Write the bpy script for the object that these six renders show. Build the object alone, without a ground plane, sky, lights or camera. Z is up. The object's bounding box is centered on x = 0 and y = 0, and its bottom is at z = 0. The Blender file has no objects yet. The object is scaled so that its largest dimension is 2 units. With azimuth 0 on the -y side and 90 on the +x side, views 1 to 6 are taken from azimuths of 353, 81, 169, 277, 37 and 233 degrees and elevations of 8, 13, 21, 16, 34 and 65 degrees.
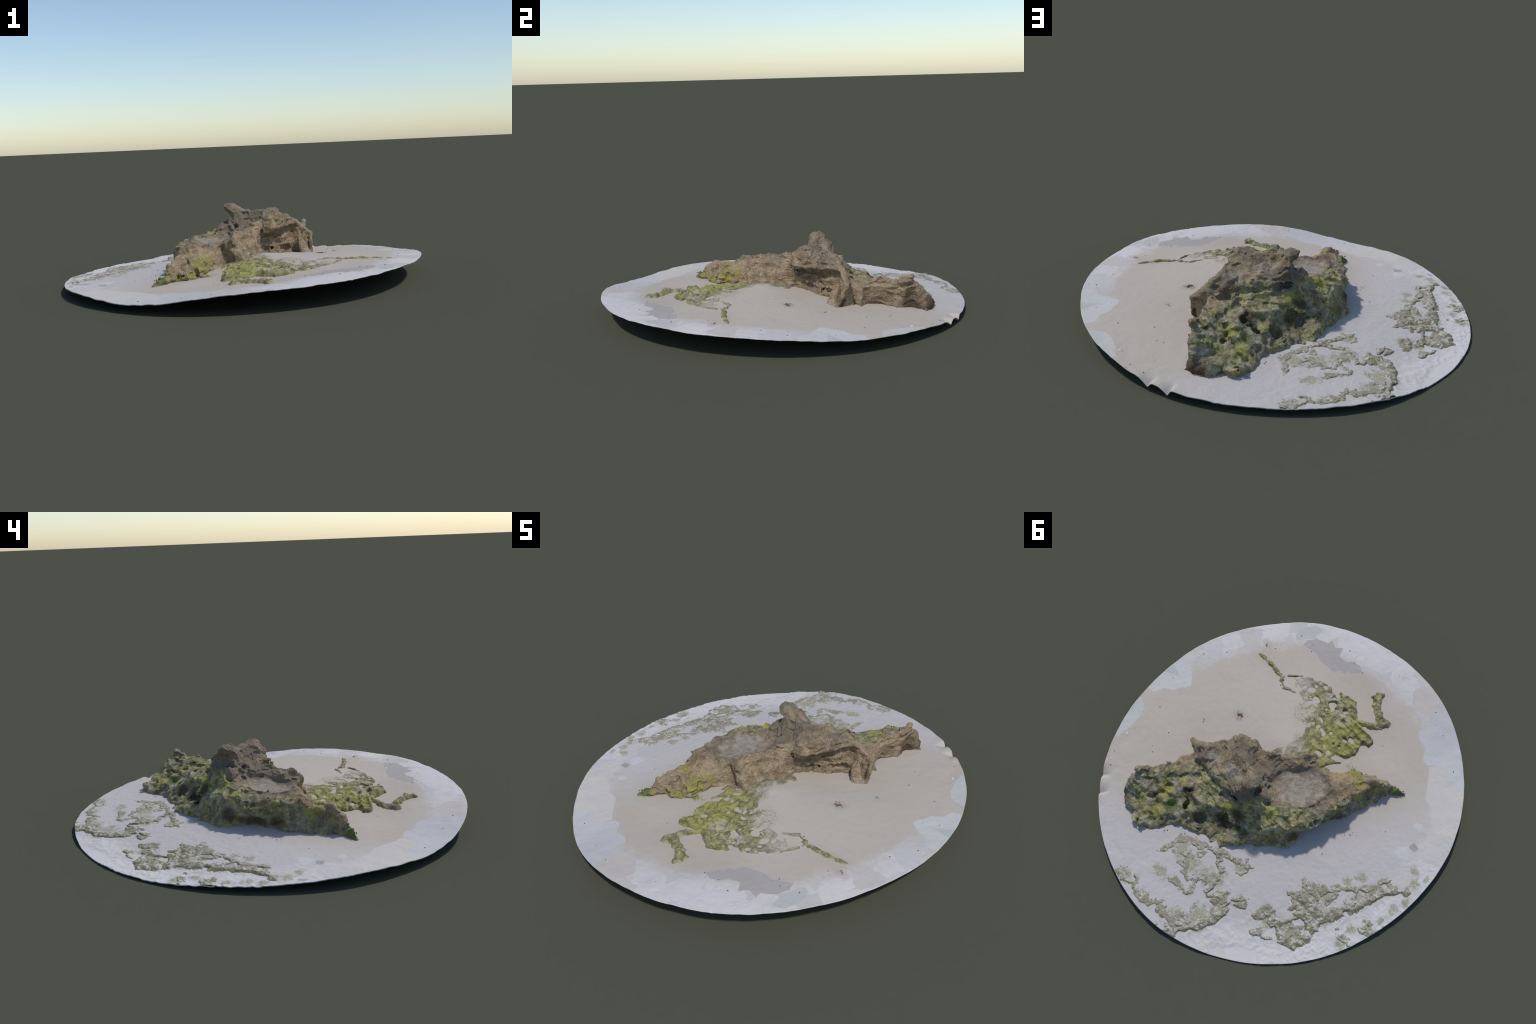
# A weathered beach rock with an arch and a pinnacle, standing on a round, slightly
# tilted sheet of sand with algae-covered ledges.  Everything is computed from control
# points, profiles, implicit fields and noise.
import bpy, math, random
import numpy as np
from mathutils import Vector

rng = np.random.default_rng(7)
random.seed(7)

# ------------------------------------------------------------------ numeric helpers
_g = np.random.default_rng(1234)
TABLE = _g.random(32 ** 3).astype(np.float32) * 2 - 1          # lattice values for the noise
JITTER = [_g.random(32 ** 3).astype(np.float32) for _ in range(3)]

def vnoise(p, seed=0):
    """smooth value noise, -1..1"""
    fl = np.floor(p); f = (p - fl).astype(np.float32); i = fl.astype(np.int32) + seed * 7
    u = f * f * f * (f * (f * 6 - 15) + 10)
    x0, y0, z0 = i[:, 0] & 31, (i[:, 1] & 31) << 5, (i[:, 2] & 31) << 10
    x1, y1, z1 = (i[:, 0] + 1) & 31, ((i[:, 1] + 1) & 31) << 5, ((i[:, 2] + 1) & 31) << 10
    ux, uy, uz = u[:, 0], u[:, 1], u[:, 2]
    def row(y, z):
        a = TABLE[x0 + y + z]
        return a + (TABLE[x1 + y + z] - a) * ux
    a = row(y0, z0); a = a + (row(y1, z0) - a) * uy
    b = row(y0, z1); b = b + (row(y1, z1) - b) * uy
    return a + (b - a) * uz

def fbm(p, octaves=4, seed=0, gain=0.5, ridged=False):
    out, amp, tot = 0, 1.0, 0
    for o in range(octaves):
        n = vnoise(p * (2.03 ** o) + 17.3 * o, seed + o)
        if ridged: n = 1 - 2 * np.abs(n)
        out = out + amp * n; tot += amp; amp *= gain
    return out / tot

def worley(p, seed=0, flat=False):
    """distance to the nearest jittered cell point (cell size 1)"""
    fl = np.floor(p); f = (p - fl).astype(np.float32); i = fl.astype(np.int32) + seed * 5
    best = np.full(len(p), 9.0, np.float32)
    for dx in (-1, 0, 1):
        for dy in (-1, 0, 1):
            for dz in ((0,) if flat else (-1, 0, 1)):
                k = ((i[:, 0] + dx) & 31) + (((i[:, 1] + dy) & 31) << 5) + (((i[:, 2] + dz) & 31) << 10)
                d = (JITTER[0][k] + (dx - f[:, 0])) ** 2 + (JITTER[1][k] + (dy - f[:, 1])) ** 2
                if not flat: d += (JITTER[2][k] + (dz - f[:, 2])) ** 2
                np.minimum(best, d, out=best)
    return np.sqrt(best)

def smooth(a, b, x):
    t = np.clip((x - a) / (b - a), 0, 1)
    return t * t * (3 - 2 * t)

def smin(a, b, k):
    h = np.clip(0.5 + 0.5 * (b - a) / k, 0, 1)
    return b + (a - b) * h - k * h * (1 - h)

def smax(a, b, k): return -smin(-a, -b, k)

def poly_sdf(x, y, poly):
    """signed distance to a closed polygon, negative inside"""
    P = np.array(poly, float); Q = np.roll(P, -1, 0)
    d = np.full(np.shape(x), 1e9); inside = np.zeros(np.shape(x), bool)
    for (ax, ay), (bx, by) in zip(P, Q):
        ex, ey = bx - ax, by - ay
        wx, wy = x - ax, y - ay
        t = np.clip((wx * ex + wy * ey) / (ex * ex + ey * ey + 1e-12), 0, 1)
        d = np.minimum(d, (wx - t * ex) ** 2 + (wy - t * ey) ** 2)
        cond = ((ay <= y) & (by > y)) | ((by <= y) & (ay > y))
        with np.errstate(divide='ignore', invalid='ignore'):
            xi = ax + (y - ay) * ex / (ey if ey != 0 else 1e-12)
        inside ^= cond & (x < xi)
    d = np.sqrt(d)
    return np.where(inside, -d, d)

def thin_plate(ctrl, lam):
    P = np.array(ctrl, float); n = len(P)
    phi = lambda d2: 0.5 * d2 * np.log(d2 + 1e-12)
    d2 = ((P[:, None, :2] - P[None, :, :2]) ** 2).sum(-1)
    A = np.zeros((n + 3, n + 3)); A[:n, :n] = phi(d2) + lam * np.eye(n)
    A[:n, n] = 1; A[:n, n + 1:] = P[:, :2]; A[n:, :n] = A[:n, n:].T
    w = np.linalg.solve(A, np.r_[P[:, 2], 0, 0, 0])
    def f(x, y):
        o = w[n] + w[n + 1] * x + w[n + 2] * y
        for i in range(n):
            o = o + w[i] * phi((x - P[i, 0]) ** 2 + (y - P[i, 1]) ** 2)
        return o
    return f

def xyz(x, y, z=0.0):
    return np.stack([np.ravel(x), np.ravel(y), np.broadcast_to(z, np.shape(np.ravel(x)))], 1)

# ------------------------------------------------------------------ the sand sheet
RIM_R = [0.9706, -0.0018, -0.001, -0.0276, -0.0005, 0.0017, -0.0004, -0.0009, 0.0002, -0.0, -0.0003, 0.0007, -0.0006, 0.0019, -0.0007, -0.0004, 0.0003, -0.0008, -0.0001, -0.0003, -0.0003]
RIM_Z = [0.0576, 0.0353, -0.0396, -0.0006, -0.0084, -0.0045, -0.0037, 0.005, 0.0026, -0.0017, -0.0021, -0.0035, 0.0001, 0.0022, -0.0003, 0.0, -0.0016, -0.0016, -0.0002, 0.0008, -0.0006]
def rim(t):
    B = [np.ones_like(t)]
    for k in range(1, (len(RIM_R) - 1) // 2 + 1): B += [np.cos(k * t), np.sin(k * t)]
    r = sum(c * b for c, b in zip(RIM_R, B)); z = sum(c * b for c, b in zip(RIM_Z, B))
    return r, z

SAND_POINTS = [(-0.218, 0.356, 0.042), (-0.712, -0.218, 0.049), (-0.733, -0.282, 0.047), (0.04, -0.78, 0.09), (-0.122, -0.7, 0.078), (0.665, -0.377, 0.112), (-0.16, -0.56, 0.066), (0.199, -0.747, 0.11), (0.418, -0.623, 0.112), (0.752, 0.485, 0.059), (0.765, 0.248, 0.074), (0.413, 0.868, 0.034), (0.604, 0.306, 0.071), (-0.576, -0.235, 0.047), (0.535, 0.114, 0.089), (-0.778, -0.065, 0.041), (0.427, -0.053, 0.107), (0.684, -0.446, 0.119), (0.9, -0.18, 0.106), (0.42, -0.852, 0.118), (0.094, -0.95, 0.106), (-0.365, -0.705, 0.061), (0.463, -0.373, 0.12), (0.184, -0.378, 0.118), (0.096, -0.203, 0.126), (-0.16, -0.338, 0.068), (-0.017, -0.191, 0.111), (0.422, 0.203, 0.079), (0.379, 0.158, 0.087), (-0.416, -0.145, 0.046), (0.0, -0.626, 0.083), (-0.04, -0.54, 0.082), (-0.052, -0.404, 0.085), (0.22, -0.62, 0.098), (-0.474, -0.464, 0.052), (-0.323, -0.453, 0.062), (0.156, 0.682, 0.045), (0.154, 0.653, 0.046), (0.096, 0.655, 0.042), (0.244, 0.748, 0.039), (0.059, 0.586, 0.04), (-0.537, 0.02, 0.043), (-0.485, -0.124, 0.044), (0.03, 0.587, 0.043), (-0.295, 0.947, 0.016), (-0.48, 0.26, 0.04), (-0.6, 0.27, 0.034), (-0.63, 0.525, 0.01), (-0.74, 0.38, 0.01), (-0.3, 0.25, 0.046), (-0.23, 0.6, 0.033), (-0.38, 0.45, 0.035), (0.147, 0.087, 0.106), (0.238, 0.176, 0.092), (0.09, -0.138, 0.136), (0.193, 0.138, 0.093), (0.13, -0.04, 0.122), (0.04, -0.13, 0.124), (0.25, 0.05, 0.100)]
_t = np.radians(np.arange(0, 360, 15)); _r, _z = rim(_t)
sand_base = thin_plate(SAND_POINTS + list(zip(_r * np.cos(_t), _r * np.sin(_t), _z)), 2e-4)

# winding veins of algae-covered reef that break the sand behind the rock: width, height, course
REEF_VEINS = [
 (.030, .015, [(-.376,.70),(-.37,.76),(-.345,.82),(-.31,.845),(-.302,.90),(-.305,.98)]),
 (.022, .011, [(-.305,.685),(-.334,.672),(-.354,.632),(-.365,.68),(-.372,.70)]),
 (.014, .011, [(-.110,.520),(-.151,.532),(-.165,.554),(-.194,.567),(-.217,.594),(-.234,.631),(-.242,.686),(-.259,.696),(-.288,.66),(-.31,.69)]),
 (.018, .006, [(.080,.737),(.067,.636),(.036,.584),(-.021,.582),(-.050,.535),(-.10,.520)]),
 (.018, .007, [(-.13,.515),(-.188,.468),(-.27,.451),(-.275,.48)]),
 (.024, .004, [(-.05,.69),(-.12,.72),(-.18,.67),(-.20,.63)]),
 (.022, .003, [(-.07,.60),(-.02,.66),(.03,.68)]),
 (.024, .005, [(-.107,.773),(-.18,.755),(-.17,.69)]),
 (.030, .006, [(-.30,.84),(-.22,.90),(-.16,.93)]),
 (.026, .007, [(.126,.975),(.032,.939),(-.03,.962),(-.10,.948)]),
 (.016, .009, [(-.353,.608),(-.395,.555),(-.422,.583),(-.385,.612)]),
 (.026, .016, [(-.572,.342),(-.60,.33),(-.665,.335),(-.715,.315),(-.752,.235),(-.752,.20),(-.776,.14),(-.79,.085),(-.805,.0),(-.825,-.035),(-.868,-.088)]),
 (.022, .010, [(-.545,.275),(-.57,.246),(-.59,.28),(-.60,.325)]),
 (.020, .007, [(-.61,.235),(-.64,.17),(-.665,.20),(-.67,.25)]),
 (.016, .009, [(-.685,.114),(-.72,.08),(-.745,.13),(-.755,.19)]),
 (.018, .011, [(-.744,.059),(-.757,-.02),(-.775,-.062)]),
 (.030, .014, [(-.595,.50),(-.66,.528),(-.71,.505),(-.732,.44),(-.72,.395),(-.655,.388),(-.62,.40)]),
 (.030, .006, [(-.64,.47),(-.69,.45)]),
 (.020, .010, [(-.498,.565),(-.52,.50),(-.545,.51),(-.57,.535),(-.60,.46),(-.62,.42)]),
 (.018, .009, [(-.555,.62),(-.575,.605),(-.61,.59)]),
 (.022, .009, [(-.87,.205),(-.935,.16)]),
 (.022, .008, [(-.84,.312),(-.90,.305)]),
]

def polyline_distance(X, Y, pts):
    d = np.full(np.shape(X), 9.0)
    for (ax, ay), (bx, by) in zip(pts, pts[1:]):
        ex, ey = bx - ax, by - ay
        t = np.clip(((X - ax) * ex + (Y - ay) * ey) / (ex * ex + ey * ey), 0, 1)
        d = np.minimum(d, np.hypot(X - ax - t * ex, Y - ay - t * ey))
    return d

def sand_relief(x, y):
    """low swells, small dimples and the rougher wet edge of the sheet"""
    q = xyz(x, y)
    back = smooth(0.05, .5, (-.75 * q[:, 0] + .66 * q[:, 1]))
    r = np.hypot(q[:, 0], q[:, 1])
    edge = smooth(.72, .95, r)
    h = .0022 * fbm(q * 7, 3, 11) + .0007 * fbm(q * 40, 3, 12)
    h += back * (.0018 * fbm(q * 22, 3, 13) + .0012 * fbm(q * 70, 2, 14))
    wet = smooth(.62, .8, -.85 * q[:, 0] + .5 * q[:, 1])
    h += wet * .004 * fbm(q * 26, 3, 15, ridged=True)
    h += edge * .002 * fbm(q * 18, 3, 16)
    # little drag marks and dents, more on the outer ring
    w = worley(q * 26, 21, flat=True)
    h -= (.15 + .85 * edge) * .0026 * np.clip(1 - w / .28, 0, 1) ** 2 * smooth(0, .3, vnoise(q * 21, 4))
    return h.reshape(np.shape(x))

def sand_z(x, y, relief=True):
    z = sand_base(x, y)
    t = np.arctan2(y, x); r, zr = rim(t)
    rr = np.hypot(x, y) / r
    k = smooth(.90, 1.0, rr)
    z = z * (1 - k) + zr * k
    # two torn lips that hang down from the rim
    for tx, ty, w, dep in ((.672, .752, .030, .024), (.585, .812, .024, .026)):
        ux, uy = tx / math.hypot(tx, ty), ty / math.hypot(tx, ty)
        s = -(x - tx) * uy + (y - ty) * ux
        a = np.where(s > 0, np.clip(1 - s / (.9 * w), 0, 1), np.clip(1 + s / (2.2 * w), 0, 1))
        z = z - dep * a ** 1.5 * smooth(.93, 1.0, rr) * (x * ux + y * uy > 0)
    if relief: z = z + sand_relief(x, y)
    return z

# ------------------------------------------------------------------ mesh helpers
def make_mesh(name, verts, quads, mat=None, parent=None, smooth_shade=True):
    me = bpy.data.meshes.new(name)
    verts = np.ascontiguousarray(verts, np.float32); quads = np.ascontiguousarray(quads, np.int32)
    me.vertices.add(len(verts)); me.vertices.foreach_set('co', verts.ravel())
    k = quads.shape[1]
    me.loops.add(quads.size); me.loops.foreach_set('vertex_index', quads.ravel())
    me.polygons.add(len(quads)); me.polygons.foreach_set('loop_start', np.arange(0, quads.size, k, dtype=np.int32))
    me.update(calc_edges=True); me.validate()
    me.polygons.foreach_set('use_smooth', np.full(len(me.polygons), smooth_shade))
    ob = bpy.data.objects.new(name, me); bpy.context.scene.collection.objects.link(ob)
    if mat: me.materials.append(mat)
    if parent: ob.parent = parent
    return ob

def surface_nets(F, origin, h):
    """naive surface nets: quads around every grid edge whose ends differ in sign"""
    S = F < 0
    nx, ny, nz = F.shape
    c = np.zeros((nx - 1, ny - 1, nz - 1), np.int8)
    for dx in (0, 1):
        for dy in (0, 1):
            for dz in (0, 1):
                c += S[dx:nx - 1 + dx, dy:ny - 1 + dy, dz:nz - 1 + dz]
    act = np.argwhere((c > 0) & (c < 8))
    idx = np.full(c.shape, -1, np.int32); idx[act[:, 0], act[:, 1], act[:, 2]] = np.arange(len(act))
    acc = np.zeros((len(act), 3)); cnt = np.zeros(len(act))
    corners = [(a, b, d) for a in (0, 1) for b in (0, 1) for d in (0, 1)]
    for p in corners:
        for ax in range(3):
            if p[ax]: continue
            q = list(p); q[ax] = 1
            fa = F[act[:, 0] + p[0], act[:, 1] + p[1], act[:, 2] + p[2]]
            fb = F[act[:, 0] + q[0], act[:, 1] + q[1], act[:, 2] + q[2]]
            m = (fa < 0) != (fb < 0)
            t = np.where(m, fa / np.where(m, fa - fb, 1), 0)
            pt = np.tile(np.array(p, float), (len(act), 1)); pt[:, ax] = t
            acc += pt * m[:, None]; cnt += m
    verts = (act + acc / cnt[:, None]) * h + np.array(origin)
    quads = []
    for ax in range(3):
        a, b = [(1, 2), (2, 0), (0, 1)][ax]
        sl0 = [slice(None)] * 3; sl1 = [slice(None)] * 3
        sl0[ax] = slice(0, -1); sl1[ax] = slice(1, None)
        s0, s1 = S[tuple(sl0)], S[tuple(sl1)]
        e = np.argwhere(s0 != s1)
        e = e[(e[:, a] > 0) & (e[:, b] > 0) & (e[:, a] < F.shape[a] - 1) & (e[:, b] < F.shape[b] - 1)]
        def cell(da, db):
            k = e.copy(); k[:, a] += da; k[:, b] += db
            return idx[k[:, 0], k[:, 1], k[:, 2]]
        qd = np.stack([cell(-1, -1), cell(0, -1), cell(0, 0), cell(-1, 0)], 1)
        flip = ~s0[e[:, 0], e[:, 1], e[:, 2]]
        qd[flip] = qd[flip][:, ::-1]
        quads.append(qd)
    return verts, np.vstack(quads)

# ------------------------------------------------------------------ the rock
# plan outlines at the foot, at 0.16 m and above 0.25 m
FOOT = [(-.485,-.464),(-.445,-.436),(-.405,-.421),(-.36,-.365),(-.315,-.388),(-.295,-.36),(-.228,-.345),(-.235,-.275),(-.195,-.225),
 (-.15,-.195),(-.115,-.155),(-.09,-.15),(-.055,-.19),(-.014,-.202),(-.003,-.140),(.042,-.096),(.092,-.047),(.116,.02),(.126,.066),
 (.168,.120),(.245,.168),(.285,.205),(.335,.235),(.37,.152),(.40,.165),(.43,.203),(.41,.25),(.345,.262),(.378,.31),(.412,.334),
 (.375,.37),(.368,.40),(.368,.458),(.425,.522),(.44,.604),(.487,.66),(.45,.715),(.405,.732),(.345,.702),(.322,.749),(.272,.744),
 (.235,.718),(.212,.685),(.168,.615),(.135,.58),(.058,.54),(.034,.522),(.01,.497),(-.013,.50),(-.045,.534),(-.09,.485),(-.125,.46),
 (-.15,.40),(-.18,.348),(-.245,.288),(-.30,.258),(-.325,.205),(-.327,.149),(-.296,.122),(-.307,.057),(-.330,-.013),(-.384,-.125),
 (-.390,-.21),(-.412,-.284),(-.442,-.303),(-.422,-.345),(-.450,-.402),(-.492,-.445)]
WAIST = [(-.44,-.42),(-.39,-.408),(-.345,-.36),(-.312,-.36),(-.258,-.34),(-.224,-.315),(-.214,-.265),(-.180,-.215),(-.15,-.185),(-.115,-.15),(-.085,-.165),
 (-.06,-.192),(-.025,-.19),(-.008,-.135),(.040,-.084),(.088,-.030),(.110,.032),(.130,.085),(.175,.130),(.250,.188),(.30,.23),(.345,.262),
 (.385,.315),(.395,.35),(.382,.385),(.392,.435),(.428,.50),(.452,.565),(.485,.62),(.472,.68),(.42,.71),
 (.34,.72),(.27,.72),(.2,.64),(.15,.56),(.08,.50),(0,.445),(-.08,.415),(-.14,.37),(-.185,.305),(-.23,.24),(-.285,.18),(-.335,.1),
 (-.342,.03),(-.352,-.05),(-.368,-.12),(-.360,-.2),(-.350,-.28),(-.364,-.34),(-.418,-.415)]
CROWN = [(-.44,-.42),(-.39,-.408),(-.335,-.365),(-.295,-.345),(-.24,-.305),(-.222,-.245),(-.185,-.21),(-.16,-.185),(-.12,-.16),(-.09,-.19),
 (-.07,-.193),(-.04,-.125),(.033,-.035),(.08,.01),(.12,.025),(.15,.012),(.2,.035),(.245,.09),(.28,.15),(.315,.205),(.345,.24),(.36,.29),
 (.385,.34),(.38,.395),(.41,.44),(.445,.50),(.468,.56),(.492,.61),(.475,.68),(.42,.71),(.34,.72),(.27,.72),(.2,.64),
 (.15,.56),(.08,.50),(0,.445),(-.08,.415),(-.14,.37),(-.185,.305),(-.23,.24),(-.285,.18),(-.335,.1),
 (-.342,.03),(-.352,-.05),(-.368,-.12),(-.360,-.2),(-.350,-.28),(-.364,-.34),(-.418,-.415)]
# heights read off the top surface
TOP = [(-.478,-.464,.062),(-.45,-.42,.088),(-.39,-.40,.135),(-.345,-.335,.190),(-.29,-.30,.155),(-.31,-.375,.095),(-.287,-.247,.180),
 (-.25,-.28,.152),(-.225,-.265,.145),(-.215,-.212,.165),(-.17,-.185,.182),(-.27,-.33,.12),(-.33,-.249,.178),(-.38,-.30,.142),(-.42,-.35,.108),(-.43,-.40,.10),(-.325,-.162,.212),
 (-.345,-.125,.198),(-.36,-.2,.178),(-.385,-.17,.165),(-.30,-.08,.206),(-.24,-.13,.192),(-.148,.033,.205),(-.2,-.08,.193),(-.20,.02,.203),
 (-.266,.087,.219),(-.300,.045,.206),(-.131,.155,.226),(-.174,.214,.224),(-.23,.15,.218),(-.295,.15,.197),(-.343,.10,.168),(-.325,.21,.135),(-.26,.235,.150),
 (-.056,.12,.217),(-.1,-.05,.206),(-.10,-.13,.212),(-.074,-.185,.228),(-.18,-.16,.194),(-.12,-.10,.204),(-.06,-.06,.222),
 (-.03,-.10,.274),(.0,-.06,.274),(.055,0,.285),(.01,.0,.246),(-.02,.06,.235),(.04,.06,.258),
 (-.02,.202,.335),(-.075,.20,.297),(-.08,.15,.262),(-.03,.14,.295),(-.02,.27,.285),(.02,.25,.31),(.03,.195,.345),(.06,.165,.332),
 (.10,.135,.343),(.15,.10,.350),(.195,.095,.355),(.14,.05,.325),(.20,.05,.315),(.240,.115,.316),(.19,.14,.333),(.08,.09,.280),
 (.231,.244,.283),(.25,.18,.296),(.285,.243,.300),(.315,.24,.278),(.27,.30,.268),(.162,.300,.280),
 (.10,.23,.297),(.10,.275,.278),(.05,.28,.272),(.10,.325,.232),(.16,.338,.225),(.25,.345,.195),(.30,.345,.200),(.335,.335,.195),(.345,.29,.215),(.375,.32,.165),(.36,.393,.182),(.342,.364,.198),
 (-.021,.323,.194),(-.08,.285,.168),(.05,.36,.198),(-.017,.372,.138),(-.119,.341,.128),(-.08,.33,.138),(-.123,.267,.168),(0,.43,.082),(-.126,.195,.242),(.06,.43,.115),
 (.237,.371,.181),(.208,.434,.162),(.152,.46,.149),(.106,.453,.147),(.082,.475,.105),(.16,.38,.20),
 (.303,.396,.186),(.385,.465,.208),(.372,.411,.213),(.416,.476,.220),(.44,.516,.205),(.458,.580,.226),(.485,.60,.195),(.239,.477,.140),(.224,.55,.120),
 (.279,.708,.082),(.30,.60,.135),(.35,.65,.117),(.40,.66,.135),(.40,.57,.178),(.44,.64,.18),(.47,.67,.132),(.43,.70,.10),(.33,.53,.155),
 (.18,.58,.080),(.044,.51,.065),(-.03,.50,.06),(-.08,.44,.066),(.12,.54,.065),(.25,.66,.085)]

H_STEP = .0033
X0, X1, Y0, Y1, Z0, Z1 = -.54, .55, -.51, .79, .002, .41
gx = np.arange(X0, X1, H_STEP); gy = np.arange(Y0, Y1, H_STEP); gz = np.arange(Z0, Z1, H_STEP)
GX, GY = np.meshgrid(gx, gy, indexing='ij')
top_f = thin_plate(TOP, 4e-4)
TOPZ = top_f(GX, GY)
# the shallow dish on top: a level floor inside a low crisp lip
DISH = [(-.035,.095),(-.025,.03),(-.065,-.055),(-.123,-.118),(-.186,-.140),(-.25,-.12),(-.262,-.03),(-.215,.10),(-.125,.145)]
_w = xyz(GX, GY)
_dd = poly_sdf(GX, GY, DISH) + (.022 * fbm(_w * 17, 3, 140)).reshape(GX.shape)
_floor = .2085 + .055 * (GY - .03) + (.0035 * fbm(_w * 22, 3, 141)).reshape(GX.shape)
_in = smooth(.008, -.030, _dd)
TOPZ = TOPZ * (1 - _in) + np.minimum(TOPZ, _floor) * _in + .009 * np.exp(-((_dd - .012) / .011) ** 2) * smooth(.23, .2, TOPZ)
SANDZ = sand_z(GX, GY, relief=False)
gxH, gyH = np.gradient(TOPZ, H_STEP)
slope = np.sqrt(1 + np.minimum(gxH ** 2 + gyH ** 2, 6))
D0, D1, D2 = (poly_sdf(GX, GY, p) for p in (FOOT, WAIST, CROWN))

def ell(P, c, r, axis=None):
    q = (P - np.array(c, np.float32)) / np.array(r, np.float32)
    k = np.sqrt((q ** 2).sum(-1))
    return (k - 1) * min(r)

def capsule(P, a, b, ra, rb):
    a, b = np.array(a, np.float32), np.array(b, np.float32)
    ba = b - a; t = np.clip(((P - a) @ ba) / (ba @ ba), 0, 1)
    return np.sqrt(((P - a - t[..., None] * ba) ** 2).sum(-1)) - (ra + (rb - ra) * t)

def rock_field():
    nz = len(gz)
    F = np.empty((len(gx), len(gy), nz), np.float32)
    for k, z in enumerate(gz):
        t1 = np.clip((z - SANDZ) / np.maximum(.16 - SANDZ, .02), 0, 1)
        t2 = np.clip((z - .16) / .09, 0, 1)
        d = D0 + (D1 - D0) * t1 if z < .16 else D1 + (D2 - D1) * t2
        F[:, :, k] = smax((z - TOPZ) / slope, d + .004, .009)
    return F

F = rock_field()

def local(fn, c, r):
    """apply fn(P, F) in a box around c"""
    lo = [max(0, int((c[i] - r - o) / H_STEP)) for i, o in enumerate((X0, Y0, Z0))]
    hi = [min(F.shape[i], int((c[i] + r - o) / H_STEP) + 2) for i, o in enumerate((X0, Y0, Z0))]
    sl = tuple(slice(a, b) for a, b in zip(lo, hi))
    g = np.stack(np.meshgrid(gx[sl[0]], gy[sl[1]], gz[sl[2]], indexing='ij'), -1).astype(np.float32)
    F[sl] = fn(g, F[sl])

def add_caps(a, b, ra, rb, k=.015):
    c = (np.array(a) + np.array(b)) / 2; R = np.linalg.norm(np.array(a) - np.array(b)) / 2 + max(ra, rb) + .03
    local(lambda P, f: smin(f, capsule(P, a, b, ra, rb), k), c, R)
def add_ell(c, r, k=.015):
    local(lambda P, f: smin(f, ell(P, c, r), k), c, max(r) + .03)
def cut_ell(c, r, k=.005):
    local(lambda P, f: smax(f, -ell(P, c, r), k), c, max(r) + .03)
def cut_caps(a, b, ra, rb, k=.010):
    c = (np.array(a) + np.array(b)) / 2; R = np.linalg.norm(np.array(a) - np.array(b)) / 2 + max(ra, rb) + .03
    local(lambda P, f: smax(f, -capsule(P, a, b, ra, rb), k), c, R)

# pinnacle: a blunt fin leaning to -x, and the nose above the cave
add_caps((.004, .175, .315), (-.002, .245, .305), .034, .032)
add_caps((-.026, .188, .355), (-.028, .222, .351), .020, .018)
add_caps((-.020, .190, .360), (.055, .170, .328), .020, .024)
add_caps((-.018, .222, .352), (.01, .240, .318), .020, .026)
add_ell((.185, .092, .303), (.056, .052, .050), .02)
add_ell((.145, .052, .300), (.034, .032, .030), .012)
# rib of the arch: shoulder -> knob -> foot, with a thin slab leaning against it
add_caps((.285, .235, .283), (.345, .243, .252), .022, .016)
add_caps((.345, .243, .252), (.432, .252, .182), .017, .013)
add_caps((.430, .252, .182), (.422, .205, .075), .014, .010)
add_caps((.40, .255, .195), (.40, .225, .075), .014, .014)
add_caps((.35, .262, .21), (.365, .272, .07), .030, .030)
add_caps((.39, .178, .075), (.355, .217, .165), .015, .012, .008)
add_caps((.39, .258, .19), (.39, .252, .07), .020, .020)
add_caps((.345, .252, .255), (.40, .262, .19), .018, .018)
add_caps((.372, .172, .075), (.345, .212, .165), .016, .010, .008)
add_caps((.405, .186, .075), (.365, .222, .165), .016, .010, .008)
# knob at the +y end
add_caps((.43, .56, .19), (.458, .584, .216), .03, .014)
# cave under the nose: two ledges deep
cut_caps((.150, .080, .212), (.315, .200, .208), .042, .036, .005)
cut_caps((.16, .075, .16), (.30, .165, .15), .018, .020, .005)
cut_caps((.118, .040, .238), (.135, .065, .13), .017, .022, .005)
cut_caps((.135, .070, .185), (.185, .118, .165), .028, .030, .005)
cut_caps((.19, .105, .165), (.310, .185, .150), .030, .032, .005)
cut_caps((.135, .075, .135), (.165, .125, .125), .020, .020, .004)
cut_caps((.155, .085, .13), (.20, .18, .12), .012, .014, .004)
cut_caps((.245, .170, .115), (.29, .24, .11), .018, .020, .004)
cut_caps((.32, .19, .13), (.335, .222, .20), .026, .022, .005)
# scalloped ledges and holes on the back of the arm
cut_caps((.358, .533, .192), (.300, .437, .185), .020, .016, .004)
cut_ell((.290, .505, .165), (.035, .028, .020), .004)
cut_ell((.330, .595, .140), (.034, .026, .018), .004)
cut_ell((.425, .572, .215), (.020, .024, .014), .004)
cut_ell((.178, .498, .105), (.018, .018, .022), .004)
cut_ell((.236, .670, .085), (.016, .016, .020), .004)
cut_ell((.207, .630, .085), (.014, .014, .020), .004)
cut_ell((.384, .680, .125), (.030, .022, .024), .004)
cut_ell((-.022, .380, .110), (.050, .040, .036), .004)
cut_ell((.083, .474, .100), (.036, .032, .040), .004)
cut_ell((.221, .438, .158), (.030, .026, .030), .004)
cut_ell((.055, .330, .222), (.026, .020, .018), .004)
cut_ell((.005, .290, .245), (.030, .022, .020), .004)
cut_ell((-.20, .285, .165), (.030, .018, .020), .004)
cut_ell((-.40, -.27, .100), (.020, .030, .018), .004)
# undercut of the arm behind the arch
cut_ell((.490, .575, .115), (.046, .052, .040))
cut_ell((.440, .285, .100), (.024, .024, .05))
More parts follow.
